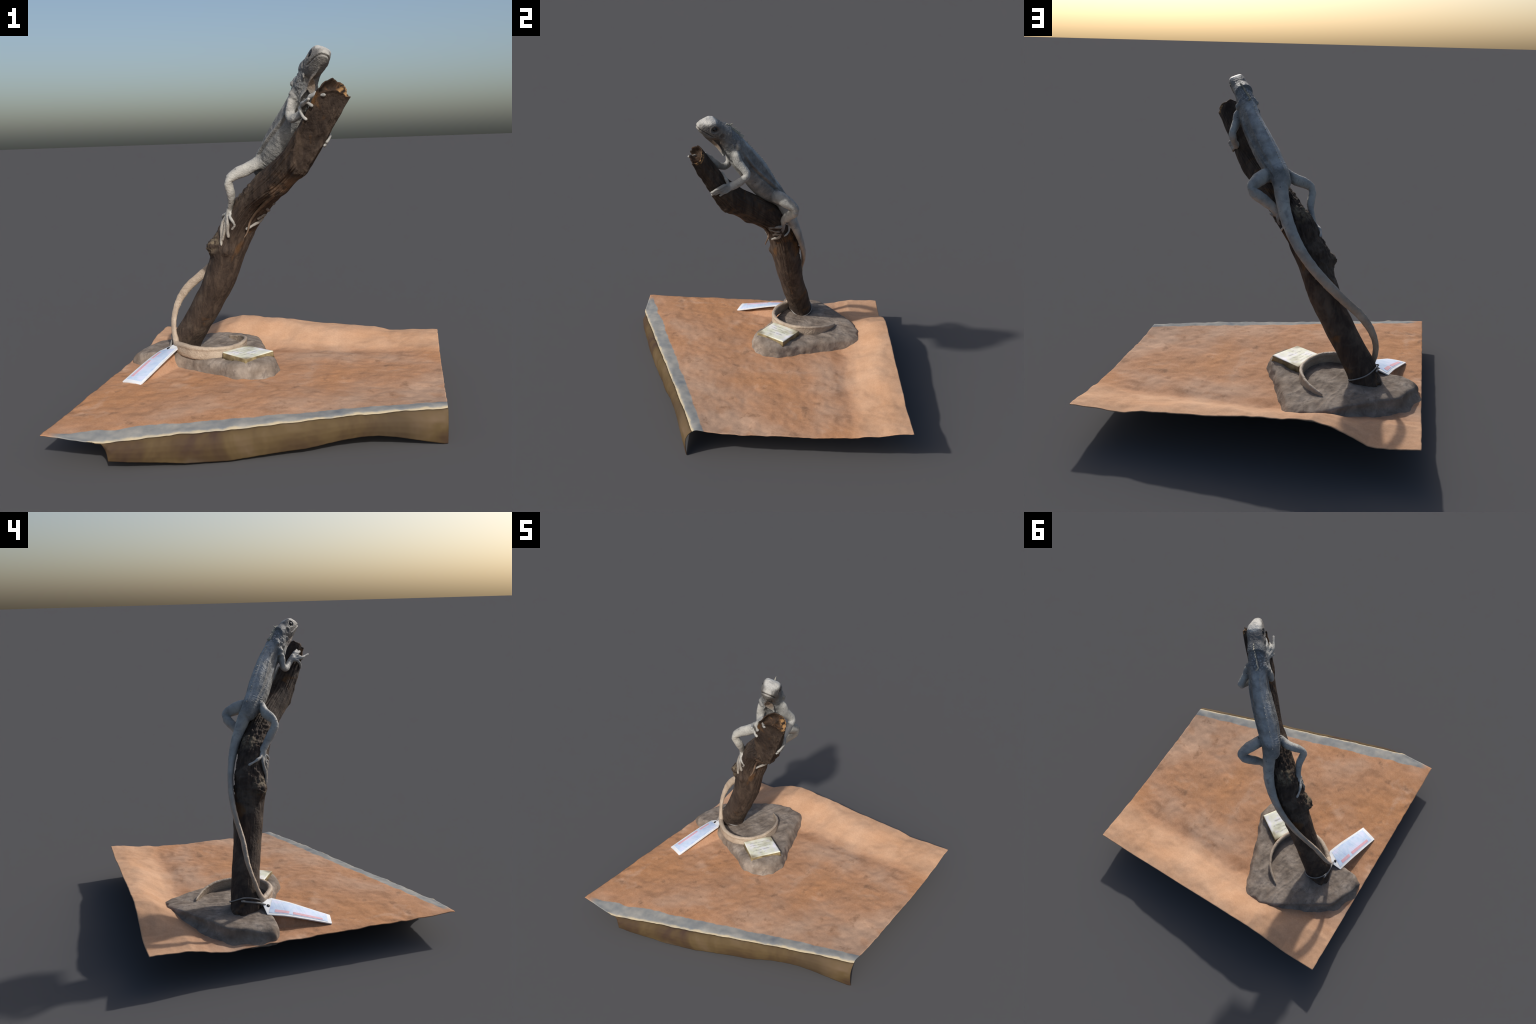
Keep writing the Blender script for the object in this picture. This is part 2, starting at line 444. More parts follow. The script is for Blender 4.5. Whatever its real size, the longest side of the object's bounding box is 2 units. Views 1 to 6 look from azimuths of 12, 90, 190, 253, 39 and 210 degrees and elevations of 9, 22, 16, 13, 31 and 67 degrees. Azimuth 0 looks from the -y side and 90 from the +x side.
def build_table():
    root = bpy.data.objects.new("display_table", None)
    bpy.context.scene.collection.objects.link(root)
    root["label"] = "rumpled orange cloth with grey border on a brown-edged table"
    root["category"] = "display table"
    nx, ny = 300, 290
    xs = np.linspace(-0.98, 0.98, nx)
    v = np.linspace(0, 1, ny)
    X = np.repeat(xs[None], ny, 0)
    jag = 0.006 * perlin(np.stack([xs * 9, xs * 0, xs * 0], 1), 9) + 0.003 * perlin(np.stack([xs * 40, xs * 0, xs * 0], 1), 10)
    yf = front_y(xs) + jag * (xs > -0.69)
    Y = yf[None] + (0.979 - yf[None]) * v[:, None]
    # slightly ragged side edges
    rag = 0.008 * np.maximum(0, perlin(np.stack([Y[:, 0] * 14, Y[:, 0] * 0, Y[:, 0] * 0], 1), 12))[:, None]
    X = X * (1 - rag * np.abs(X) ** 8)
    Z = cloth_point_height(X.ravel(), Y.ravel()).reshape(X.shape)
    # rounded fold toward the front edge
    f = Y - yf[None]
    Z = Z - 0.012 * np.exp(-(f / 0.012)) * smoothstep(-0.74, -0.66, X)
    V = np.stack([X, Y, Z], -1).reshape(-1, 3)
    F = grid_faces(ny, nx, closed=False)
    me = make_mesh("cloth", V, F, CLOTH)
    cloth = make_object("cloth", me, root)
    s = cloth.modifiers.new("thickness", "SOLIDIFY")
    s.thickness, s.offset = 0.004, -1
    # front board: falls from the cloth edge down to a wavy lower rim
    top = V.reshape(ny, nx, 3)[0]
    sel = top[:, 0] > -0.715
    xs2 = np.linspace(-0.712, 0.98, 360)
    tx = np.interp(xs2, top[:, 0], top[:, 1])
    tz = np.interp(xs2, top[:, 0], top[:, 2]) + 0.0005
    bz = interp(xs2, [(-.715, .172), (-.695, .160), (-.677, .149), (-.660, .131), (-.647, .110), (-.638, .085), (-.632, .056), (-.457, .038), (-.277, .018), (-.093, .010), (.0, .016), (.092, .025), (.18, .03), (.274, .036), (.38, .052), (.454, .062), (.55, .072), (.633, .070), (.72, .056), (.805, .036), (.9, .014), (.98, -.004)])
    bz = np.minimum(bz, tz - 0.001)
    rows = 26
    R = []
    for k in range(rows):
        t = k / (rows - 1)
        # bow the wall slightly forward below the lip
        hgt = np.clip((tz - bz) / 0.15, 0, 1)
        lean = -np.interp(t, [0, .05, .14, .3, .5, .75, 1], [0, .012, .024, .036, .040, .038, .030]) * interp(xs2, [(-.7, 1.25), (.3, 1.15), (.75, 1.25), (.98, 1.1)])
        yy = np.maximum(tx - 0.001 + lean * hgt, -0.979)
        zz = tz + (bz - tz) * t
        R.append(np.stack([xs2, yy, zz], 1))
    R = np.array(R)
    p = R.reshape(-1, 3)
    t = np.repeat(np.arange(rows) / (rows - 1), len(xs2))
    p[:, 1] += (0.006 * perlin(p * np.array([4, 4, 6]), 21) + 0.002 * perlin(p * 22, 22)) * np.minimum(1, t * 3)
    p[:, 1] = np.maximum(p[:, 1], -0.979)
    p[:, 2] = np.maximum(p[:, 2], 0)
    me = make_mesh("front_board", p, grid_faces(rows, len(xs2), closed=False)[:, ::-1], BOARD)
    board = make_object("front_board", me, root)
    s = board.modifiers.new("thickness", "SOLIDIFY")
    s.thickness, s.offset = 0.004, -1

build_table()

# ================================================================== MOUNT
mount = bpy.data.objects.new("mounted_iguana", None)
bpy.context.scene.collection.objects.link(mount)
mount.location = (0, 0, 0)
mount["label"] = "grey iguana clinging to a leaning dark branch on stone"
mount["category"] = "taxidermy lizard"

# ------------------------------------------------------------------ stone
STONE_OUT = np.array([(-.14, -.062), (-.06, -.03), (-.005, .03), (.018, .13), (-.02, .23), (-.072, .34), (-.132, .50), (-.178, .64), (-.215, .725), (-.26, .765), (-.37, .775), (-.46, .75), (-.53, .70), (-.64, .63),
                      (-.765, .55), (-.86, .49), (-.90, .40), (-.955, .28), (-.968, .215), (-.90, .175), (-.80, .165), (-.70, .16), (-.60, .135), (-.48, .075), (-.345, .015), (-.25, -.045), (-.20, -.066)])

def stone_top(x, y):
    z = interp(x, [(-.97, .222), (-.86, .245), (-.7, .256), (-.45, .250), (-.2, .236), (.05, .226)])
    z = z - 0.02 * smoothstep(0.5, 0.8, y) * smoothstep(-0.5, -0.2, x)
    u = (x + 0.10) * 0.54 + (y - 0.06) * 0.84
    v = -(x + 0.10) * 0.84 + (y - 0.06) * 0.54
    z = z + 0.026 * np.exp(-(u / 0.15) ** 4 - (v / 0.12) ** 4) + 0.010 * np.exp(-((x + 0.18) / 0.2) ** 4 - ((y - 0.12) / 0.24) ** 4)
    return z

def build_stone():
    ctr = np.array([-0.44, 0.36])
    n, m = 320, 70
    P = np.concatenate([STONE_OUT, STONE_OUT[:1]])
    s = np.r_[0, np.cumsum(np.linalg.norm(np.diff(P, axis=0), axis=1))]
    t = np.linspace(0, s[-1], n, endpoint=False)
    O = np.stack([np.interp(t, s, P[:, k]) for k in range(2)], 1)
    ker = np.exp(-0.5 * (np.arange(-8, 9) / 1.3) ** 2)
    ker /= ker.sum()
    O = np.stack([np.convolve(np.r_[O[-8:, k], O[:, k], O[:8, k]], ker, "valid") for k in range(2)], 1)
    rows, tt = [], []
    # rim profile: (inset metres, fraction of height)
    prof = [(-0.010, -0.3), (-0.004, 0.0), (0.0, 0.18), (0.003, 0.36), (0.007, 0.52), (0.012, 0.67), (0.018, 0.79), (0.026, 0.88), (0.036, 0.945), (0.048, 0.98), (0.062, 0.995)]
    rad = np.linalg.norm(O - ctr, axis=1)
    prof += [(None, q) for q in np.linspace(0.02, 1, m)[:-1]]
    d = unit(ctr - O)
    # the far side is a sheer broken cliff, the near sides are worn round
    sheer = smoothstep(-0.42, -0.56, O[:, 0]) * smoothstep(0.24, 0.34, O[:, 1])
    for (ins, q), cut in zip(prof, [(-.060, -.10), (-.040, .03), (-.016, .14), (.004, .28), (.010, .5), (.012, .7), (.010, .87), (.016, .95), (.026, .985), (.04, 1.0), (.06, 1.0)] + [(None, 1)] * m):
        if ins is not None:
            w = ins * (1 - sheer) + cut[0] * sheer
            xy = O + d * w[:, None]
            h = q * (1 - sheer) + cut[1] * sheer
        else:
            xy = O + d * (0.062 + (rad - 0.062)[:, None] * q)
            h = np.ones(n)
        zt = stone_top(xy[:, 0], xy[:, 1])
        zb = np.minimum(cloth_height(O[:, 0], O[:, 1]) , 0.2) - 0.004
        rows.append(np.column_stack([xy, zb + (zt - zb) * h]))
        tt.append(h)
    V = np.concatenate(rows)
    V = np.concatenate([V, [[*ctr, stone_top(np.array([ctr[0]]), np.array([ctr[1]]))[0]]]])
    h = np.r_[np.concatenate(tt), 1.0]
    lump = 0.008 * fbm(V * np.array([9, 9, 14]), 3, 31) + 0.005 * fbm(V * 26, 3, 33)
    layers = 0.008 * np.abs(perlin(V @ np.array([[.9, .3, 0], [-.3, .9, 0], [0, 0, 1.0]]) * np.array([26, 7, 40]), 36))
    V[:, 2] += (lump * 0.7 - layers) * smoothstep(0, 0.8, h)
    side = smoothstep(1.0, 0.6, h)
    out = np.concatenate([unit(V[:, :2] - ctr), np.zeros((len(V), 1))], 1)
    V = V + out * ((0.016 * fbm(V * np.array([12, 12, 18]), 3, 38) * np.maximum(side, 0.25 * smoothstep(1.0, .9, h))))[:, None]
    V[:, 0] = np.maximum(V[:, 0], -0.979)
    k = len(rows)
    F = [list(f) for f in grid_faces(k, n)]
    F += [[(k - 1) * n + j, (k - 1) * n + (j + 1) % n, k * n] for j in range(n)]
    F.append(list(range(n))[::-1])
    me = make_mesh("stone_base", V, F, STONE)
    fix_normals(me)
    return make_object("stone_base", me, mount)

build_stone()

# ------------------------------------------------------------------ branch
# spine of the branch: x, y, z, half width sideways, depth to the upper side, depth to the underside
TRUNK = np.array([(-.640, .318, .180, .102, .080, .078), (-.622, .312, .300, .094, .076, .074), (-.564, .291, .379, .091, .082, .082), (-.511, .267, .462, .089, .089, .089), (-.455, .241, .549, .089, .088, .088), (-.397, .214, .641, .091, .088, .086),
                  (-.342, .192, .746, .095, .094, .090), (-.296, .168, .855, .098, .103, .090), (-.247, .142, .963, .098, .115, .080), (-.191, .112, 1.064, .099, .116, .064), (-.127, .073, 1.152, .100, .106, .056), (-.057, .028, 1.227, .100, .106, .056),
                  (.012, -.038, 1.293, .093, .102, .072), (.085, -.101, 1.352, .085, .094, .086), (.156, -.172, 1.413, .083, .086, .090), (.226, -.244, 1.486, .083, .077, .087), (.290, -.311, 1.570, .082, .070, .084), (.347, -.366, 1.655, .079, .065, .082), (.406, -.421, 1.748, .077, .061, .078)])
BODY_LAT = np.array([0.75, 0.66, 0.0])

def trunk_distance(p):
    """signed distance from the plain branch (elliptic section) and outward direction"""
    a, b = TRUNK[:-1], TRUNK[1:]
    ab = b[:, :3] - a[:, :3]
    p = np.atleast_2d(p)
    t = np.clip(((p[:, None] - a[:, :3]) * ab).sum(-1) / (ab * ab).sum(-1), 0, 1)
    c = a[:, :3] + t[..., None] * ab
    i = np.linalg.norm(p[:, None] - c, axis=-1).argmin(1)
    r = np.arange(len(p))
    v = p - c[r, i]
    T = unit(ab[i])
    L = unit(BODY_LAT - (T @ BODY_LAT)[:, None] * T)
    D = np.cross(T, L)
    o = unit(v)
    ra = a[i, 3] + t[r, i] * (b[i, 3] - a[i, 3])
    cl, cd = (o * L).sum(1), (o * D).sum(1)
    k = np.where(cd > 0, 4, 5)
    rb = a[i, k] + t[r, i] * (b[i, k] - a[i, k])
    rad = 1 / np.sqrt((cl / ra) ** 2 + (cd / rb) ** 2 + 1e-9)
    return np.linalg.norm(v, axis=1) - rad, o

def build_branch():
    m, n = 430, 200
    S = resample(TRUNK, m, 1.6)
    C, R, RU, RD = S[:, :3], S[:, 3], S[:, 4], S[:, 5]
    T, L, D = frames(C, BODY_LAT)
    a = np.arange(n) * 2 * math.pi / n
    seg = np.linalg.norm(np.diff(C, axis=0), axis=1).mean()
    axial = np.arange(m) * seg
    # end of the branch reaches further on the upper side than on the left flank
    ext = np.interp(np.degrees(a), [0, 45, 90, 130, 170, 215, 245, 270, 300, 330, 360], [.040, .062, .068, .052, .008, .040, .056, .066, .052, .032, .040])
    ext = ext + 0.018 * perlin(np.stack([np.cos(a) * 1.9, np.sin(a) * 1.9, a * 0], 1), 44)
    V = []
    fade = smoothstep(axial[-1] - 0.25, axial[-1], axial)
    for i in range(m):
        stretch = (ext * fade[i])[:, None] * T[i]
        ca, sa = np.cos(a), np.sin(a)
        # flattened underside keeps its corners
        flat = np.clip((R[i] - RD[i]) / 0.03, 0, 1) * 0.32
        pw = np.where(sa < 0, 1 - flat, 1.0)
        x = np.sign(ca) * np.abs(ca) ** pw * R[i]
        tilt = 1 + 0.16 * ca * smoothstep(1.20, 1.30, C[i, 2]) * smoothstep(1.6, 1.45, C[i, 2])
        y = np.where(sa > 0, RU[i] * tilt, RD[i]) * np.sign(sa) * np.abs(sa) ** pw
        V.append(C[i] + x[:, None] * L[i] + y[:, None] * D[i] + stretch)
    V = np.array(V)
    out = unit(V - C[:, None])
    out = out.reshape(-1, 3)
    P = V.reshape(-1, 3)
    ang = np.tile(a, m)
    ax = np.repeat(axial, n)
    base = P.copy()
    disp = 0.007 * fbm(base * 7, 2, 50)
    grain = np.stack([np.cos(ang) * 3.2, np.sin(ang) * 3.2, ax * 3.5], 1)
    low = smoothstep(1.35, 0.4, ax)
    rough_up = 0.45 + 0.55 * smoothstep(0.65, 0.95, ax)
    disp += rough_up * 0.0065 * fbm(grain, 4, 53) - 0.006 * np.exp(-(perlin(grain * np.array([1.6, 1.6, 0.7]), 58) / 0.06) ** 2) * smoothstep(0.8, 1.1, ax) + rough_up * 0.0020 * fbm(grain * np.array([3, 3, 2.2]), 3, 55)
    # crusty bark on the upper side of the middle stretch
    back = smoothstep(-0.1, 0.6, np.sin(ang)) * smoothstep(0.62, 0.8, ax) * smoothstep(1.5, 1.2, ax)
    disp += back * 0.014 * fbm(base * 21, 4, 57, 0.6)
    for p, h, r, rough in (((-.385, .099, .935), .050, .050, .6), ((-.30, .20, 1.02), .014, .06, .6), ((-.215, .17, 1.13), .014, .05, .6), ((-.345, .09, .99), .018, .06, .5), ((-.178, .133, 1.22), .022, .050, .6), ((-.268, .052, .918), .022, .034, .1),
                           ((.240, -.262, 1.385), .018, .06, .3), ((.10, -.16, 1.28), .008, .07, .3), ((-.700, .375, .250), .045, .055, .5), ((-.33, .19, .72), .012, .08, .3), ((.08, -.12, 1.24), .015, .05, .2)):
        d = np.linalg.norm(base - p, axis=1)
        disp += h * np.exp(-(d / r) ** 2) * (1 + rough * fbm(base * 40, 3, 60))
    disp *= 1 - 0.75 * smoothstep(axial[-1] - 0.10, axial[-1], ax)
    # hollow below the upper knot
    d = np.linalg.norm(base - np.array([-.38, .11, .875]), axis=1)
    disp -= 0.012 * np.exp(-(d / 0.035) ** 2)
    P = base + out * disp[:, None]
    # the split front face: a flat torn plane that faces forward and down
    nrm = unit([0.05, -0.9, -0.44])
    q = (P - np.array([0.254, -0.279, 1.37])) @ nrm
    ripple = 0.010 * fbm(P * np.array([13, 13, 5]), 3, 66) + 0.012 * np.abs(perlin(P * np.array([22, 8, 7]), 68)) - 0.006
    cutmask = smoothstep(1.33, 1.43, P[:, 2])
    over = np.maximum(q - ripple, 0) * cutmask
    P = P - nrm * (over * 0.96)[:, None]
    lip = np.exp(-((q - ripple + 0.004) / 0.008) ** 2) * cutmask
    P = P + out * (lip * (0.006 + 0.012 * np.abs(perlin(P * np.array([16, 16, 9]), 69))))[:, None]
    G = P.reshape(m, n, 3)
    # jagged broken end with a deep pocket
    rim = G[-1]
    ctr = rim.mean(0)
    endn = unit([0.62, -0.62, 0.48])
    rows = [G]
    for s, dep in ((0.985, 0.006), (0.95, 0.008), (0.89, -0.002), (0.82, -0.016), (0.74, -0.026), (0.64, -0.034), (0.5, -0.038), (0.36, -0.036), (0.22, -0.032), (0.1, -0.03)):
        ring = ctr + (rim - ctr) * s
        bump = 0.03 * fbm(ring * 24, 3, 71) * (1 - s * 0.5)
        rows.append((ring + (dep + bump)[:, None] * endn)[None] if np.ndim(bump) else ring[None])
    G = np.concatenate(rows)
    k = len(G)
    V = np.concatenate([G.reshape(-1, 3), [G[-1].mean(0)]])
    F = [list(f) for f in grid_faces(k, n)]
    F += [[(k - 1) * n + j, (k - 1) * n + (j + 1) % n, k * n] for j in range(n)]
    F.append(list(range(n))[::-1])
    split = (m - 3) * n
    bark_f = [f for f in F if min(f) < split]
    wood_f = [f for f in F if min(f) >= split]
    me = make_mesh("branch", V, bark_f, BARK)
    branch = make_object("branch", me, mount)
    # broken end as its own part, sharing the border
    used = sorted({i for f in wood_f for i in f})
    idx = {v: i for i, v in enumerate(used)}
    me2 = make_mesh("broken_end", V[used], [[idx[i] for i in f] for f in wood_f], WOOD)
    make_object("broken_end", me2, branch)
    return branch

branch = build_branch()

def splinter(pts, r0, r1, name="bark_splinter", mat=None, lat=(0.6, 0.7, 0.2)):
    Q = resample(np.array(pts), 18, 1.0)
    rr = np.linspace(r0, r1, 18) 
    V, F = tube(Q, lat, rr * 1.3, rr, 12)
    me = make_mesh(name, V + 0.0015 * perlin(V * 60, 80)[:, None], F, mat or BARK)
    fix_normals(me)
    return make_object(name, me, branch)

PALE_WOOD = plain("pale_torn_wood", (0.17, 0.115, 0.08), 0.8, 0.2, 0.6)
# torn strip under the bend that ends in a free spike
def on_bark(pts, lift):
    P = np.array(pts, float)
    d, o = trunk_distance(P)
    return P + o * (lift - d)[:, None]

strip = np.concatenate([on_bark([(.06, -.125, 1.26), (.005, -.075, 1.19), (-.05, -.03, 1.125), (-.10, .005, 1.065)], 0.004), [(-.125, .012, 1.03), (-.146, .008, 1.006)]])
splinter(strip, 0.013, 0.003, "torn_strip", PALE_WOOD)

# ------------------------------------------------------------------ iguana
HO = np.array([0.346, -0.333, 1.961])
HF, HL, HU = unit([0.429, -0.901, 0.064]), unit([0.855, 0.382, -0.351]), unit([0.292, 0.205, 0.934])
def head_pt(f, l, u):
    return HO + HF * f + HL * l + HU * u

TORSO = np.array([(-.045, .085, 1.395, .054, .058), (-.020, .052, 1.431, .060, .070), (.027, .008, 1.477, .064, .080), (.062, -.025, 1.522, .068, .090), (.095, -.051, 1.567, .066, .094), (.126, -.077, 1.609, .064, .095),
                  (.158, -.105, 1.652, .061, .092), (.191, -.133, 1.694, .058, .088), (.219, -.165, 1.737, .056, .084), (.241, -.198, 1.786, .060, .078), (.262, -.232, 1.835, .062, .070), (.285, -.258, 1.880, .056, .056), (.300, -.275, 1.900, .052, .046)])
TAIL = np.array([(-.02, .065, 1.42, .052, .056), (-.040, .108, 1.376, .044, .050), (-.053, .136, 1.324, .040, .048), (-.069, .164, 1.271, .036, .044), (-.088, .190, 1.219, .033, .041), (-.112, .213, 1.168, .030, .040), (-.139, .233, 1.117, .026, .037),
                 (-.170, .251, 1.067, .022, .036), (-.205, .266, 1.019, .020, .034), (-.243, .278, .972, .019, .033), (-.283, .288, .927, .018, .033), (-.326, .295, .884, .017, .032), (-.370, .299, .841, .0165, .031),
                 (-.415, .301, .801, .016, .030), (-.451, .299, .768, .0155, .029), (-.488, .297, .736, .015, .0285), (-.526, .296, .706, .015, .028), (-.563, .295, .676, .015, .028), (-.598, .296, .643, .0155, .027), (-.628, .297, .606, .0155, .026),
                 (-.653, .296, .564, .0145, .024), (-.671, .286, .520, .0135, .0215), (-.681, .273, .475, .0125, .020), (-.684, .257, .430, .012, .019), (-.681, .244, .386, .013, .019), (-.668, .225, .343, .016, .020), (-.656, .208, .305, .018, .021)])
RING = np.array([(-.668, .222, .335, .016), (-.656, .205, .303, .019), (-.618, .169, .308, .019), (-.575, .136, .309, .018), (-.528, .111, .307, .0175), (-.477, .096, .305, .016), (-.423, .094, .304, .0155), (-.371, .106, .304, .0148), (-.326, .134, .301, .0143), (-.291, .175, .299, .014),
                 (-.264, .221, .297, .0135), (-.247, .272, .298, .013), (-.240, .325, .298, .0125), (-.244, .379, .297, .0115), (-.260, .430, .294, .0105), (-.285, .476, .286, .010), (-.319, .517, .276, .0095), (-.360, .550, .266, .009), (-.404, .580, .257, .005)])
ARM_L = np.array([(.275, -.215, 1.800, .034), (.305, -.195, 1.760, .029), (.311, -.181, 1.724, .029), (.315, -.161, 1.702, .027), (.319, -.141, 1.680, .0255), (.323, -.120, 1.655, .0245), (.325, -.125, 1.630, .0245), (.326, -.148, 1.611, .0235), (.324, -.172, 1.592, .0235), (.324, -.196, 1.577, .024), (.325, -.215, 1.568, .025), (.330, -.232, 1.563, .022)])
ARM_R = np.array([(.225, -.215, 1.805, .036), (.199, -.233, 1.777, .029), (.192, -.239, 1.753, .026), (.186, -.242, 1.727, .025), (.181, -.245, 1.701, .0245), (.178, -.251, 1.674, .024), (.193, -.268, 1.662, .0235), (.209, -.289, 1.665, .021), (.229, -.303, 1.673, .020), (.249, -.318, 1.686, .020), (.265, -.338, 1.706, .020), (.280, -.360, 1.733, .019)])
LEG_L = np.array([(.005, .035, 1.435, .048), (.048, .058, 1.433, .042), (.065, .086, 1.429, .040), (.081, .113, 1.420, .039), (.098, .140, 1.409, .040), (.111, .164, 1.397, .0365), (.124, .190, 1.382, .030), (.121, .203, 1.360, .027), (.100, .198, 1.338, .0315), (.077, .183, 1.320, .034), (.055, .166, 1.301, .033), (.036, .149, 1.280, .030), (.014, .134, 1.258, .0265), (-.012, .126, 1.232, .024), (-.034, .121, 1.205, .023), (-.045, .116, 1.165, .022), (-.052, .112, 1.125, .015)])
LEG_R = np.array([(-.035, .0, 1.435, .040), (-.060, -.017, 1.427, .031), (-.085, -.013, 1.412, .032), (-.111, -.016, 1.399, .032), (-.137, -.025, 1.388, .031), (-.162, -.035, 1.378, .030), (-.186, -.045, 1.365, .0275), (-.209, -.053, 1.348, .0235), (-.216, -.049, 1.321, .0235), (-.212, -.036, 1.295, .0255), (-.210, -.022, 1.269, .027), (-.210, -.007, 1.244, .0255), (-.216, .009, 1.220, .023), (-.225, .026, 1.199, .0215), (-.234, .044, 1.176, .0205), (-.242, .050, 1.147, .019), (-.252, .052, 1.115, .015)])
HEAD = [(.107, .009, -.004, -.018), (.104, .018, .003, -.027), (.097, .026, .012, -.038), (.082, .035, .022, -.054), (.058, .043, .033, -.070), (.030, .050, .040, -.088), (.004, .054, .039, -.100), (-.03, .055, .022, -.106), (-.06, .056, .008, -.108), (-.09, .058, -.001, -.112), (-.115, .058, -.010, -.116)]

def lying(pts, r, lift=0.5):
    """settle finger control points so that the finger lies on the bark"""
    P = np.array(pts, float)
    for _ in range(2):
        d, o = trunk_distance(P)
        P = P + o * (r * lift + 0.004 - d)[:, None]
    return P

DIGITS = [  # points, radius, lies on the branch
    ("arm_l", [(.335, -.230, 1.570), (.366, -.258, 1.586), (.391, -.308, 1.562), (.378, -.338, 1.535)], .0095, True),
    ("arm_l", [(.335, -.230, 1.565), (.361, -.253, 1.568), (.384, -.302, 1.548), (.364, -.336, 1.519)], .009, True),
    ("arm_l", [(.332, -.222, 1.558), (.338, -.230, 1.545), (.360, -.258, 1.533), (.363, -.284, 1.515)], .0085, True),
    ("arm_l", [(.332, -.228, 1.568), (.336, -.238, 1.592), (.343, -.253, 1.625), (.343, -.269, 1.662)], .0085, True),
    ("arm_l", [(.332, -.228, 1.558), (.350, -.246, 1.552), (.376, -.290, 1.535), (.372, -.315, 1.52)], .008, True),
    ("arm_r", [(.270, -.352, 1.722), (.262, -.400, 1.722), (.278, -.440, 1.730), (.308, -.488, 1.744)], .0095, False),
    ("arm_r", [(.280, -.355, 1.738), (.305, -.405, 1.757), (.330, -.428, 1.765), (.360, -.452, 1.765), (.382, -.463, 1.762)], .0095, False),
    ("arm_r", [(.280, -.355, 1.740), (.305, -.385, 1.765), (.333, -.410, 1.778)], .0085, False),
    ("arm_r", [(.265, -.345, 1.712), (.252, -.385, 1.710), (.258, -.408, 1.688), (.272, -.418, 1.662), (.285, -.418, 1.652)], .0085, False),
    ("arm_r", [(.278, -.358, 1.732), (.285, -.410, 1.738), (.300, -.438, 1.728), (.318, -.448, 1.715)], .0085, False),
    ("leg_l", [(-.035, .113, 1.19), (.0, .088, 1.205), (.019, .064, 1.200), (.034, .036, 1.191)], .009, True),
    ("leg_l", [(-.04, .112, 1.165), (-.016, .090, 1.157), (-.003, .062, 1.153), (.002, .036, 1.152)], .009, True),
    ("leg_l", [(-.048, .112, 1.15), (-.04, .104, 1.132), (-.034, .082, 1.118), (-.053, .060, 1.088)], .009, True),
    ("leg_l", [(-.05, .118, 1.20), (-.088, .144, 1.187), (-.092, .156, 1.142), (-.068, .133, 1.114)], .008, True),
    ("leg_l", [(-.05, .110, 1.13), (-.059, .110, 1.098), (-.083, .062, 1.052), (-.118, .022, 1.02)], .009, True),
    ("leg_r", [(-.243, .058, 1.150), (-.263, .080, 1.125), (-.279, .119, 1.103), (-.284, .154, 1.083)], .0085, True),
    ("leg_r", [(-.250, .055, 1.13), (-.278, .066, 1.089), (-.290, .052, 1.031), (-.297, .047, .957)], .0095, True),
    ("leg_r", [(-.246, .045, 1.13), (-.243, .020, 1.085), (-.252, .020, 1.050), (-.248, .026, 1.007)], .0095, True),
    ("leg_r", [(-.252, .05, 1.12), (-.262, .030, 1.08), (-.272, .038, 1.03), (-.285, .044, .990)], .0085, True),
    ("leg_r", [(-.236, .046, 1.16), (-.212, .0, 1.10), (-.205, -.004, 1.072), (-.225, .010, 1.05)], .008, True),
]

def torso_frames(C):
    lat = np.repeat(BODY_LAT[None], len(C), 0)
    return frames(C, lat)

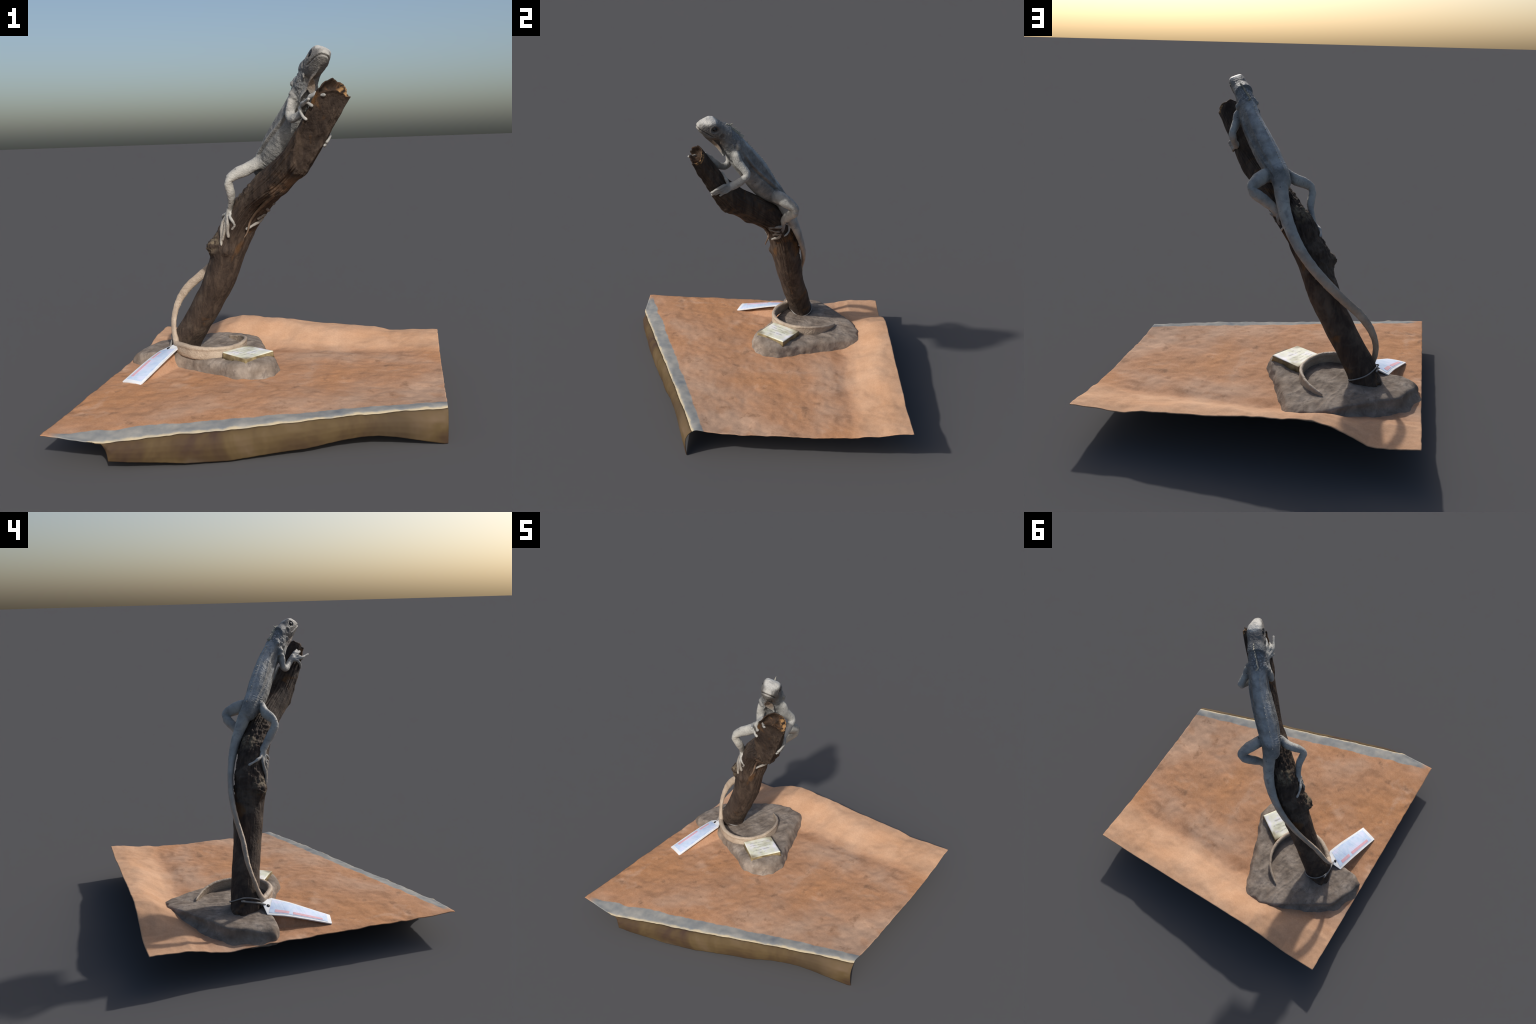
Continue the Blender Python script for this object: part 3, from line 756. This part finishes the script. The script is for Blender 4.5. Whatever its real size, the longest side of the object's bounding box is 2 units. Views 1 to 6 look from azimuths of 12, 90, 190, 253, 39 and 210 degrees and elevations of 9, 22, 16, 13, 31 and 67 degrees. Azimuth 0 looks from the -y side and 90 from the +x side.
def build_iguana():
    pieces = []      # (V, F)
    skeleton = []    # (part, points, radii)
    # torso with a slightly peaked back
    S = resample(TORSO, 60, 1.2)
    k = smoothstep(0.72, 1.0, np.linspace(0, 1, 60))[:, None]
    lat = unit(BODY_LAT * (1 - k) + HL * k)
    pieces.append(tube(S[:, :3], lat, S[:, 3], S[:, 4], 40, 2.1))
    skeleton += [("torso", S[:44, :3], S[:44, 3:].mean(1)), ("neck", S[44:, :3], S[44:, 3:].mean(1))]
    S = resample(TAIL, 110, 1.2)
    tail_lat = np.where(np.arange(110)[:, None] < 30, 1, 1) * np.array([0.35, 0.93, 0.25])
    kk = smoothstep(0, 0.25, np.linspace(0, 1, 110))[:, None]
    tail_lat = unit(BODY_LAT * (1 - kk) + np.array([0.25, 0.93, 0.25]) * kk)
    pieces.append(tube(S[:, :3], tail_lat, S[:, 3], S[:, 4], 20))
    skeleton.append(("tail", S[:, :3], S[:, 3:].mean(1)))
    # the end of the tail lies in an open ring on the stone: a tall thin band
    S = resample(RING, 110, 1.2)
    top = S[:, 2] + S[:, 3] * 0.8
    foot = np.maximum(stone_top(S[:, 0], S[:, 1]) - 0.015, 0)
    C = S[:, :3].copy()
    half = np.maximum((top - foot) / 2, 0.008)
    half[0:10] = np.minimum(half[0:10], np.linspace(0.02, half[10], 10))
    C[:, 2] = top - half
    pieces.append(tube(S[:, :3], (0, 0, 1), S[:, 3] * 0.95, S[:, 3], 14))
    TT, LL, DD = frames(C, (0, 0, 1))
    pieces.append(tube(C, (0, 0, 1), half, S[:, 3] * 0.78, 18, 2.6))
    skeleton.append(("tail", S[:, :3], S[:, 3]))
    skeleton.append(("tail", C, S[:, 3]))
    # head loft
    hs = np.array(HEAD)
    hh = np.stack([np.interp(np.linspace(0, 1, 48), np.linspace(0, 1, len(hs)), hs[:, c]) for c in range(4)], 1)
    n = 36
    a = np.arange(n) * 2 * math.pi / n
    V = []
    for f, w, t, b in hh:
        mid, hf = (t + b) / 2, (t - b) / 2
        ca, sa = np.cos(a), np.sin(a)
        # flat crown, sides leaning in toward the jaw underside
        brow = smoothstep(.07, .03, f) * smoothstep(-.06, -.02, f)
        x = np.sign(ca) * np.abs(ca) ** np.where(sa > 0, 0.60 - 0.22 * brow, 0.72) * w * (1 - (0.20 - 0.14 * brow) * np.maximum(sa, 0) ** 2 - 0.42 * np.maximum(-sa, 0) ** 1.5)
        y = np.sign(sa) * np.abs(sa) ** np.where(sa > 0, 0.70 - 0.28 * brow, 0.85) * hf + mid
        V.append(np.stack([head_pt(f, xx, yy) for xx, yy in zip(x, y)]))
    m = len(V)
    F = [list(f) for f in grid_faces(m, n)] + [list(range(n))[::-1], [(m - 1) * n + j for j in range(n)]]
    pieces.append((np.concatenate(V), F))
    skeleton.append(("head", np.array([head_pt(f, 0, (t + b) / 2) for f, w, t, b in hh if f > -0.085]), np.array([(w + (t - b) / 2) / 2 for f, w, t, b in hh if f > -0.085])))
    # loose skin at the shoulders
    pieces.append(tube(np.array([(.262, -.205, 1.850), (.292, -.185, 1.826), (.303, -.182, 1.812)]), (0, 0, 1), [.036, .030, .020], [.030, .026, .018], 14))
    pieces.append(tube(np.array([(.245, -.215, 1.855), (.212, -.215, 1.845), (.197, -.219, 1.838)]), (0, 0, 1), [.036, .032, .022], [.030, .028, .018], 14))
    # folds of loose throat skin that hang from jaw to chest
    pieces.append(tube(resample([head_pt(-.055, -.035, -.105), (.245, -.272, 1.835), (.232, -.262, 1.795), (.225, -.25, 1.77)], 12, 1), (0.8, 0.5, 0), .006, .016, 10))
    pieces.append(tube(resample([head_pt(-.06, .030, -.110), (.300, -.262, 1.832), (.297, -.24, 1.80)], 12, 1), (0.8, 0.5, 0), .006, .014, 10))
    # leaf-shaped lower lobe of the dewlap, turned broadside to the front
    Q = resample([(.312, -.335, 1.850), (.300, -.318, 1.828), (.301, -.300, 1.803), (.304, -.284, 1.778), (.306, -.272, 1.758)], 24, 0.6)
    t = np.linspace(0, 1, 24)
    pieces.append(tube(Q, (0.78, 0.62, 0), 0.007 + 0.017 * np.sin(np.clip(t * 1.15, 0, 1) * math.pi) ** 0.8, 0.0055, 14))
    skeleton.append(("dewlap", Q[6:], np.full(18, 0.016)))
    # dewlap: thin hanging flap with a rounded tip
    rows = np.array([(.066, -.048, -.074), (.045, -.056, -.096), (.020, -.070, -.116), (-.010, -.080, -.140), (-.035, -.085, -.158), (-.055, -.094, -.178), (-.075, -.106, -.198), (-.095, -.128, -.219), (-.108, -.155, -.229), (-.116, -.185, -.229)])
    R = resample(rows, 30, 0.6)
    up = np.stack([head_pt(f, 0, t) for f, t, b in R])
    lo = np.stack([head_pt(f - 0.006, 0.004 * math.sin(i * 0.5), b) for i, (f, t, b) in enumerate(R)])
    C = (up + lo) / 2
    half = np.linalg.norm(up - lo, axis=1) / 2
    dirn = unit(up - lo)
    V = []
    for i in range(len(C)):
        th = 0.0055
        V.append(C[i] + np.cos(a[::3])[:, None] * dirn[i] * half[i] + np.sin(a[::3])[:, None] * HL * th)
    m = len(V)
    nn = len(a[::3])
    F = [list(f) for f in grid_faces(m, nn)] + [list(range(nn))[::-1], [(m - 1) * nn + j for j in range(nn)]]
    pieces.append((np.concatenate(V), F))
    skeleton.append(("dewlap", lo * 0.75 + up * 0.25, np.full(len(lo), 0.012)))
    # limbs
    for part, data in (("arm_l", ARM_L), ("arm_r", ARM_R), ("leg_l", LEG_L), ("leg_r", LEG_R)):
        S = resample(data, 80, 0.45)
        t = np.linspace(0, 1, 80)
        muscle = 1 + 0.05 * np.sin(t * 9)
        pieces.append(tube(S[:, :3], (0.3, 0.2, 0.93), S[:, 3] * muscle * 1.10, S[:, 3] * 0.88, 20))
        skeleton.append((part, S[6:, :3], S[6:, 3]))
    for part, pts, r, on in DIGITS:
        P = np.concatenate([np.array(pts)[:1], lying(pts, r)[1:]]) if on else np.array(pts)
        Q = resample(P, 22, 0.9)
        if on:
            Q[6:] = lying(Q[6:], r)
        t = np.linspace(0, 1, 22)
        rr = 1.3 * r * (1.12 - 0.42 * t) * (1 + 0.10 * np.cos(t * 4 * math.pi))
        pieces.append(tube(Q, (0.3, 0.5, 0.8), rr, rr, 12))
        skeleton.append((part, Q, rr))
    V, F, o = [], [], 0
    for v, f in pieces:
        V.append(v)
        F += [[i + o for i in q] for q in f]
        o += len(v)
    me = make_mesh("iguana_body", np.concatenate(V), F)
    fix_normals(me)
    ob = make_object("iguana_body", me)
    md = ob.modifiers.new("fuse", "REMESH")
    md.mode, md.voxel_size, md.adaptivity = "VOXEL", 0.0031, 0.0
    md = ob.modifiers.new("soften", "SMOOTH")
    md.factor, md.iterations = 0.5, 7
    dg = bpy.context.evaluated_depsgraph_get()
    fused = bpy.data.meshes.new_from_object(ob.evaluated_get(dg))
    bpy.data.objects.remove(ob)
    bpy.data.meshes.remove(me)
    nv = len(fused.vertices)
    P = np.empty(nv * 3)
    fused.vertices.foreach_get("co", P)
    P = P.reshape(-1, 3)
    N = np.empty(nv * 3)
    fused.vertices.foreach_get("normal", N)
    N = N.reshape(-1, 3)
    polys = [list(p.vertices) for p in fused.polygons]
    # ---- nearest part per vertex
    best = np.full(nv, 9.0)
    part = np.zeros(nv, int)
    names = ["torso", "neck", "head", "tail", "dewlap", "arm_l", "arm_r", "leg_l", "leg_r"]
    order = np.argsort(P[:, 2])
    zs = P[order, 2]
    for nm, pts, rad in skeleton:
        for i in range(0, len(pts), 2):
            lo, hi = np.searchsorted(zs, (pts[i][2] - 0.12, pts[i][2] + 0.12))
            idx = order[lo:hi]
            d = np.linalg.norm(P[idx] - pts[i], axis=1) - rad[i]
            b = d < best[idx]
            best[idx[b]] = d[b]
            part[idx[b]] = names.index(nm)
    # ---- surface relief
    disp = np.zeros(nv)
    q = P - HO
    hf, hl, hu = q @ HF, q @ HL, q @ HU
    inhead = (hf > -0.10) & (np.abs(hl) < 0.09) & (np.abs(hu) < 0.14) & np.isin(part, [names.index("head"), names.index("neck")])
    # mouth line sweeping back and down, slightly open gape
    mouth = np.interp(hf, [-.03, .0, .01, .063, .10, .12], [-.066, -.064, -.060, -.034, -.0165, -.012])
    mline = np.exp(-((hu - mouth) / 0.0032) ** 2) * smoothstep(-0.02, 0.012, hf)
    lip = np.exp(-((hu - mouth + 0.009) / 0.005) ** 2) * smoothstep(-0.02, 0.02, hf)
    disp += inhead * (-0.0075 * mline + 0.0022 * lip)
    for sx in (1, -1):
        side = (np.sign(hl) == sx)
        d = np.hypot(hf - 0.004, hu + 0.010)
        disp += inhead * side * (-0.009 * np.exp(-(d / 0.022) ** 2) + 0.0028 * np.exp(-((d - 0.026) / 0.005) ** 2))
        d = np.hypot((hf + 0.052) / 0.9, hu + 0.052)
        disp += inhead * side * (-0.006 * np.exp(-(d / 0.015) ** 2) + 0.0018 * np.exp(-((d - 0.022) / 0.005) ** 2))
        d = np.hypot(hf - 0.092, hu - 0.004)
        disp += inhead * side * (-0.003 * np.exp(-(d / 0.005) ** 2))
        # cheek furrow from eye to jaw corner
        d = np.abs(hu + 0.036 - 0.25 * (hf - 0.0))
        disp += inhead * side * 0.002 * np.exp(-(d / 0.006) ** 2) * np.exp(-((hf - 0.0) / 0.03) ** 2)
    # torso-local coordinates
    S = resample(TORSO, 90, 1.2)
    T, L, D = torso_frames(S[:, :3])
    near = np.zeros(nv, int)
    bd = np.full(nv, 9.0)
    for i in range(90):
        lo, hi = np.searchsorted(zs, (S[i, 2] - 0.16, S[i, 2] + 0.16))
        idx = order[lo:hi]
        d = ((P[idx] - S[i, :3]) ** 2).sum(1)
        b = d < bd[idx]
        bd[idx[b]] = d[b]
        near[idx[b]] = i
    rel = P - S[near, :3]
    lx = (rel * L[near]).sum(1) / S[near, 3]
    dy = (rel * D[near]).sum(1) / S[near, 4]
    sp = near / 89.0
    body = np.isin(part, [0, 1])
    mid = smoothstep(0.03, 0.14, sp) * smoothstep(0.80, 0.66, sp)
    # dorsal keel and the two flank folds
    disp += body * smoothstep(0.0, 0.1, sp) * (0.0075 * np.exp(-(lx / 0.13) ** 2) * (dy > 0))
    wave = 0.18 * np.sin(sp * 7 + 0.6) + 0.10
    fold = dy - wave
    disp += body * mid * (0.0095 * np.exp(-((fold - 0.07) / 0.10) ** 2) - 0.0095 * np.exp(-((fold + 0.10) / 0.07) ** 2)) * (np.abs(lx) > 0.35)
    fold2 = dy - (0.62 + 0.06 * np.sin(sp * 11))
    disp += body * mid * 0.0045 * np.exp(-(fold2 / 0.08) ** 2)
    disp += body * mid * 0.0005 * np.sin(sp * 150 + 3 * dy + 2 * perlin(P * 20, 94)) * (np.abs(lx) > 0.4) * smoothstep(0.3, -0.2, dy)
    # skin creases in front of the hip
    crease = np.abs(np.sin(sp * 120 + dy * 3.0)) ** 6
    disp -= body * 0.0022 * crease * np.exp(-((sp - 0.135) / 0.035) ** 2) * (np.abs(lx) > 0.3)
    # loose folds around the neck, coarse neck scales
    nk = (np.exp(-((sp - 0.88) / 0.09) ** 2)) * np.isin(part, [0, 1, 2]) * (hf < -0.055)
    disp += nk * (0.006 * perlin(P * 48, 91) + 0.006 * np.abs(perlin(P * 85, 92)) - 0.002)
    disp += np.isin(part, [0, 1]) * np.exp(-((sp - 0.76) / 0.05) ** 2) * 0.006 * perlin(P * np.array([60, 60, 30]), 93)
    # dents along tail and limbs, ripple of the whole skin
    disp += 0.0018 * fbm(P * 22, 3, 95) + 0.0008 * perlin(P * 90, 97)
    disp += (part == 3) * (0.0022 * perlin(P * 30, 98))
    limb = np.isin(part, [5, 6, 7, 8])
    disp += limb * (0.0032 * perlin(P * 24, 99))
    P2 = P + N * disp[:, None]
    P2[:, 2] = np.maximum(P2[:, 2], 0)
    fused.vertices.foreach_set("co", P2.ravel())
    fused.update()
    fused.polygons.foreach_set("use_smooth", [True] * len(fused.polygons))
    VN = np.empty(nv * 3)
    fused.vertices.foreach_get("normal", VN)
    VN = VN.reshape(-1, 3)
    # ---- split into anatomical parts that share their border vertices and normals
    fp = np.array([part[p[0]] for p in polys])
    kinds = {"torso": "torso", "neck": "neck", "head": "head", "tail": "tail", "dewlap": "dewlap", "arm_l": "forelimb", "arm_r": "forelimb", "leg_l": "hindlimb", "leg_r": "hindlimb"}
    objs = {}
    for i, nm in enumerate(names):
        fs = [polys[j] for j in np.nonzero(fp == i)[0]]
        if not fs:
            continue
        used = sorted({v for f in fs for v in f})
        idx = {v: k for k, v in enumerate(used)}
        me = make_mesh(kinds[nm], P2[used], [[idx[v] for v in f] for f in fs], SKIN)
        me.normals_split_custom_set_from_vertices([tuple(v) for v in VN[used]])
        objs[nm] = make_object(kinds[nm], me, mount)
    bpy.data.meshes.remove(fused)
    return objs, P2, VN, part

SKIN = skin_material("iguana_skin")
parts, SKIN_P, SKIN_N, SKIN_PART = build_iguana()

# eyes: glossy dark balls in the sockets
bm = bmesh.new()
bmesh.ops.create_uvsphere(bm, u_segments=24, v_segments=16, radius=0.0155)
eye_me = bpy.data.meshes.new("eye")
bm.to_mesh(eye_me)
bm.free()
eye_me.polygons.foreach_set("use_smooth", [True] * len(eye_me.polygons))
eye_me.materials.append(EYE)
for sx in (1, -1):
    e = make_object("eye", eye_me, parts["head"])
    e.location = head_pt(0.004, sx * 0.0405, -0.008)

# crest of spines along nape, back and tail
def spine_mesh():
    n, V = 10, []
    for t, r in ((0, 1.0), (0.3, 0.8), (0.6, 0.5), (0.85, 0.22), (1.0, 0.05)):
        for j in range(n):
            a = j * 2 * math.pi / n
            V.append((0.9 * r * math.cos(a) - 0.9 * t * t, 0.42 * r * math.sin(a), t * 2.0 - 0.5 * (t == 0)))
    F = [list(f) for f in grid_faces(5, n)] + [list(range(n))[::-1], [4 * n + j for j in range(n)]]
    me = make_mesh("spine", V, F, SPINE)
    fix_normals(me)
    return me

spine_me = spine_mesh()
def add_spine(p, tangent, up, size, parent, k):
    up = unit(up)
    t = unit(np.asarray(tangent) - np.dot(tangent, up) * up)
    s = np.cross(up, t)
    ob = spine_me and bpy.data.objects.new("spine", spine_me)
    bpy.context.scene.collection.objects.link(ob)
    ob.parent = parent
    M = np.eye(4)
    M[:3, 0], M[:3, 1], M[:3, 2], M[:3, 3] = t * size * rng.uniform(0.85, 1.15), s * size, up * size * rng.uniform(0.75, 1.2), p
    from mathutils import Matrix
    ob.matrix_world = Matrix(M.tolist())

def surface_above(c, up, reach=0.12):
    """skin point furthest along `up` from c, near the axis c+up"""
    q = SKIN_P - c
    h = q @ up
    off = np.linalg.norm(q - h[:, None] * up, axis=1)
    ok = (off < 0.006) & (h > 0) & (h < reach) & (SKIN_PART < 4)
    if not ok.any():
        return None
    return c + up * h[ok].max()

nape = resample([head_pt(-.064, 0, -.05), head_pt(-.098, 0, -.07), head_pt(-.135, 0, -.09), head_pt(-.165, 0.0, -.12), (.250, -.205, 1.83)], 13, 0.8)
nt = unit(np.gradient(nape, axis=0))
for i, (c, t) in enumerate(zip(nape, nt)):
    up = unit(HU * (1 - i / 16) + np.array([-.49, .55, .67]) * (i / 16) - 0.4 * HF)
    s = surface_above(c, up)
    if s is not None:
        add_spine(s - up * 0.003, -t, up, (0.011, 0.0125, 0.014)[i % 3] * (0.8 if i < 4 else 1.0), parts["neck"], i)
S = resample(TORSO, 34, 1.2)
T, L, D = torso_frames(S[:, :3])
for i in range(2, 27):
    s = surface_above(S[i, :3], D[i], 0.15)
    if s is not None:
        add_spine(s - D[i] * 0.004, T[i], D[i], 0.0062 * rng.uniform(0.7, 1.3), parts["torso"], i)
S = resample(TAIL, 62, 1.2)
kk = smoothstep(0, 0.25, np.linspace(0, 1, 62))[:, None]
T, L, D = frames(S[:, :3], unit(BODY_LAT * (1 - kk) + np.array([0.25, 0.93, 0.25]) * kk))
for i in range(18, 54):
    s = surface_above(S[i, :3], D[i], 0.06)
    if s is not None:
        add_spine(s - D[i] * 0.0045, T[i], D[i], 0.0035 * rng.uniform(0.7, 1.2), parts["tail"], i)

# ------------------------------------------------------------------ plaque
def build_plaque():
    c = np.array([(-.327, .098, .290), (-.217, .294, .278), (-.026, .169, .286), (-.156, -.025, .284)])
    mid = c.mean(0)
    ey = unit(c[1] + c[0] - c[2] - c[3]) 
    ex = unit(c[2] + c[1] - c[0] - c[3])
    ez = unit(np.cross(ex, ey))
    ey = np.cross(ez, ex)
    nx = 40
    V, top = [], []
    def at(u, v):
        return (c[0] * (1 - u) * (1 - v) + c[1] * u * (1 - v) + c[2] * u * v + c[3] * (1 - u) * v)
    g = np.linspace(0, 1, nx)
    rows = []
    for layer, (z, ins) in enumerate(((0, 0.02), (-0.0025, 0.004), (-0.006, 0.0), (-0.02, 0.0), (-0.042, -0.02))):
        rim = [(u, 0) for u in g[:-1]] + [(1, v) for v in g[:-1]] + [(u, 1) for u in g[::-1][:-1]] + [(0, v) for v in g[::-1][:-1]]
        rows.append([at(ins + u * (1 - 2 * ins), ins + v * (1 - 2 * ins)) + ez * z for u, v in rim])
    n = len(rows[0])
    V = np.concatenate(rows)
    k = len(rows)
    F = [list(f) for f in grid_faces(k, n)]
    # top: rings toward the centre, gently buckled paper
    extra = []
    ctr = V[:n].mean(0)
    for s in np.linspace(0.92, 0.08, 12):
        ring = ctr + (V[:n] - ctr) * s
        extra.append(ring + ez * (0.003 * perlin(ring * 22, 120))[:, None])
    E = np.concatenate(extra)
    base = len(V)
    V = np.concatenate([V, E, [ctr]])
    prev = list(range(n))
    for r in range(12):
        cur = [base + r * n + j for j in range(n)]
        F += [[prev[j], cur[j], cur[(j + 1) % n], prev[(j + 1) % n]] for j in range(n)]
        prev = cur
    last = len(V) - 1
    F += [[prev[j], last, prev[(j + 1) % n]] for j in range(n)]
    F.append([(k - 1) * n + j for j in range(n)])
    R = np.stack([ex, ey, ez], 1)
    Vl = (V - mid) @ R
    me = make_mesh("plaque", Vl, F, PLAQUE)
    fix_normals(me)
    ob = make_object("plaque", me, mount)
    from mathutils import Matrix
    M = np.eye(4)
    M[:3, :3], M[:3, 3] = R, mid
    ob.matrix_world = Matrix(M.tolist())
    return ob

build_plaque()

# ------------------------------------------------------------------ hang tag
def build_tag():
    m, n = 50, 21
    Lq, Rq = resample(TAG_L, m, 1.2), resample(TAG_R, m, 1.2)
    neck = np.array([-0.672, 0.222, 0.292])
    # add a tapered neck beyond the hole
    Ln = np.linspace(neck + np.array([-.014, -.006, -.002]), Lq[0], 9)[:-1]
    Rn = np.linspace(neck + np.array([.014, -.012, .004]), Rq[0], 9)[:-1]
    Lq, Rq = np.concatenate([Ln, Lq]), np.concatenate([Rn, Rq])
    m = len(Lq)
    v = np.linspace(0, 1, n)
    G = Lq[:, None] * (1 - v)[None, :, None] + Rq[:, None] * v[None, :, None]
    G[..., 2] += 0.004 * (1 - (2 * v - 1) ** 2)[None]
    du, dv = np.gradient(G, axis=0), np.gradient(G, axis=1)
    N = unit(np.cross(dv, du))
    N *= np.sign(N[..., 2:3])
    def sheet(name, i0, i1, j0, j1, lift, thick, mat, parent):
        A = G[i0:i1 + 1, j0:j1 + 1] + N[i0:i1 + 1, j0:j1 + 1] * lift
        B = A - N[i0:i1 + 1, j0:j1 + 1] * thick
        a, b = A.shape[:2]
        V = np.concatenate([A.reshape(-1, 3), B.reshape(-1, 3)])
        F = [list(f) for f in grid_faces(a, b, False)] + [[q + a * b for q in f[::-1]] for f in grid_faces(a, b, False)]
        loop = [j for j in range(b)] + [i * b + b - 1 for i in range(1, a)] + [(a - 1) * b + j for j in range(b - 2, -1, -1)] + [i * b for i in range(a - 2, 0, -1)]
        F += [[loop[k], loop[(k + 1) % len(loop)], loop[(k + 1) % len(loop)] + a * b, loop[k] + a * b] for k in range(len(loop))]
        me = make_mesh(name, V, F, mat, smooth=False)
        fix_normals(me)
        return make_object(name, me, parent)
    tag = sheet("hang_tag", 0, m - 1, 0, n - 1, 0, 0.007, PAPER, mount)
    sheet("printed_panel", 9, m - 4, 2, n - 3, 0.0012, 0.002, TAG, tag)
    sheet("pink_stripe", 13, 24, 3, 6, 0.0022, 0.002, PINK, tag)
    sheet("pink_stripe", 27, m - 8, 3, 6, 0.0022, 0.002, PINK, tag)
    hole = G[7, n // 2 - 1]
    nn = N[7, n // 2]
    ring, V = 20, []
    e1 = unit(np.cross(nn, [1, 0, 0]))
    e2 = np.cross(nn, e1)
    for h in (-0.002, 0.0022):
        for j in range(ring):
            t = j * 2 * math.pi / ring
            V.append(hole + nn * (h + 0.0015) + (e1 * math.cos(t) + e2 * math.sin(t)) * 0.0105)
    F = [[j, (j + 1) % ring, ring + (j + 1) % ring, ring + j] for j in range(ring)] + [list(range(ring))[::-1], [ring + j for j in range(ring)]]
    me = make_mesh("punched_hole", V, F, BLACK)
    fix_normals(me)
    make_object("punched_hole", me, tag)
    return tag

tag = build_tag()

# string tied round the foot of the branch
def build_string():
    pts = []
    a, b = np.array([-.601, .408, .265]), np.array([-.727, .364, .330])
    # loop in a plane through the two seen points, tilted across the branch
    c = np.array([-.625, .318, .300])
    axis = unit(TRUNK[2, :3] - TRUNK[0, :3])
    nrm = unit(axis + np.array([0.25, 0.0, 0.1]))
    e1 = unit(np.cross(nrm, [0, 0, 1]))
    e2 = np.cross(nrm, e1)
    for t in np.linspace(0, 2 * math.pi, 49):
        d = e1 * math.cos(t) + e2 * math.sin(t)
        pts.append(c + d * 0.094 + nrm * 0.004 * math.sin(3 * t))
    P = np.array(pts)
    dd, oo = trunk_distance(P)
    P = P + oo * (0.006 - dd)[:, None]
    V, F = tube(P, axis, 0.004, 0.004, 8)
    me = make_mesh("string", V, F, STRING)
    fix_normals(me)
    s = make_object("string", me, mount)
    Q = resample([(-.700, .352, .332), (-.705, .29, .318), (-.700, .245, .305), (-.694, .20, .284)], 14, 1)
    V, F = tube(Q, (0, 0, 1), 0.006, 0.006, 8)
    me = make_mesh("string", V, F, STRING)
    fix_normals(me)
    make_object("string", me, mount)

build_string()
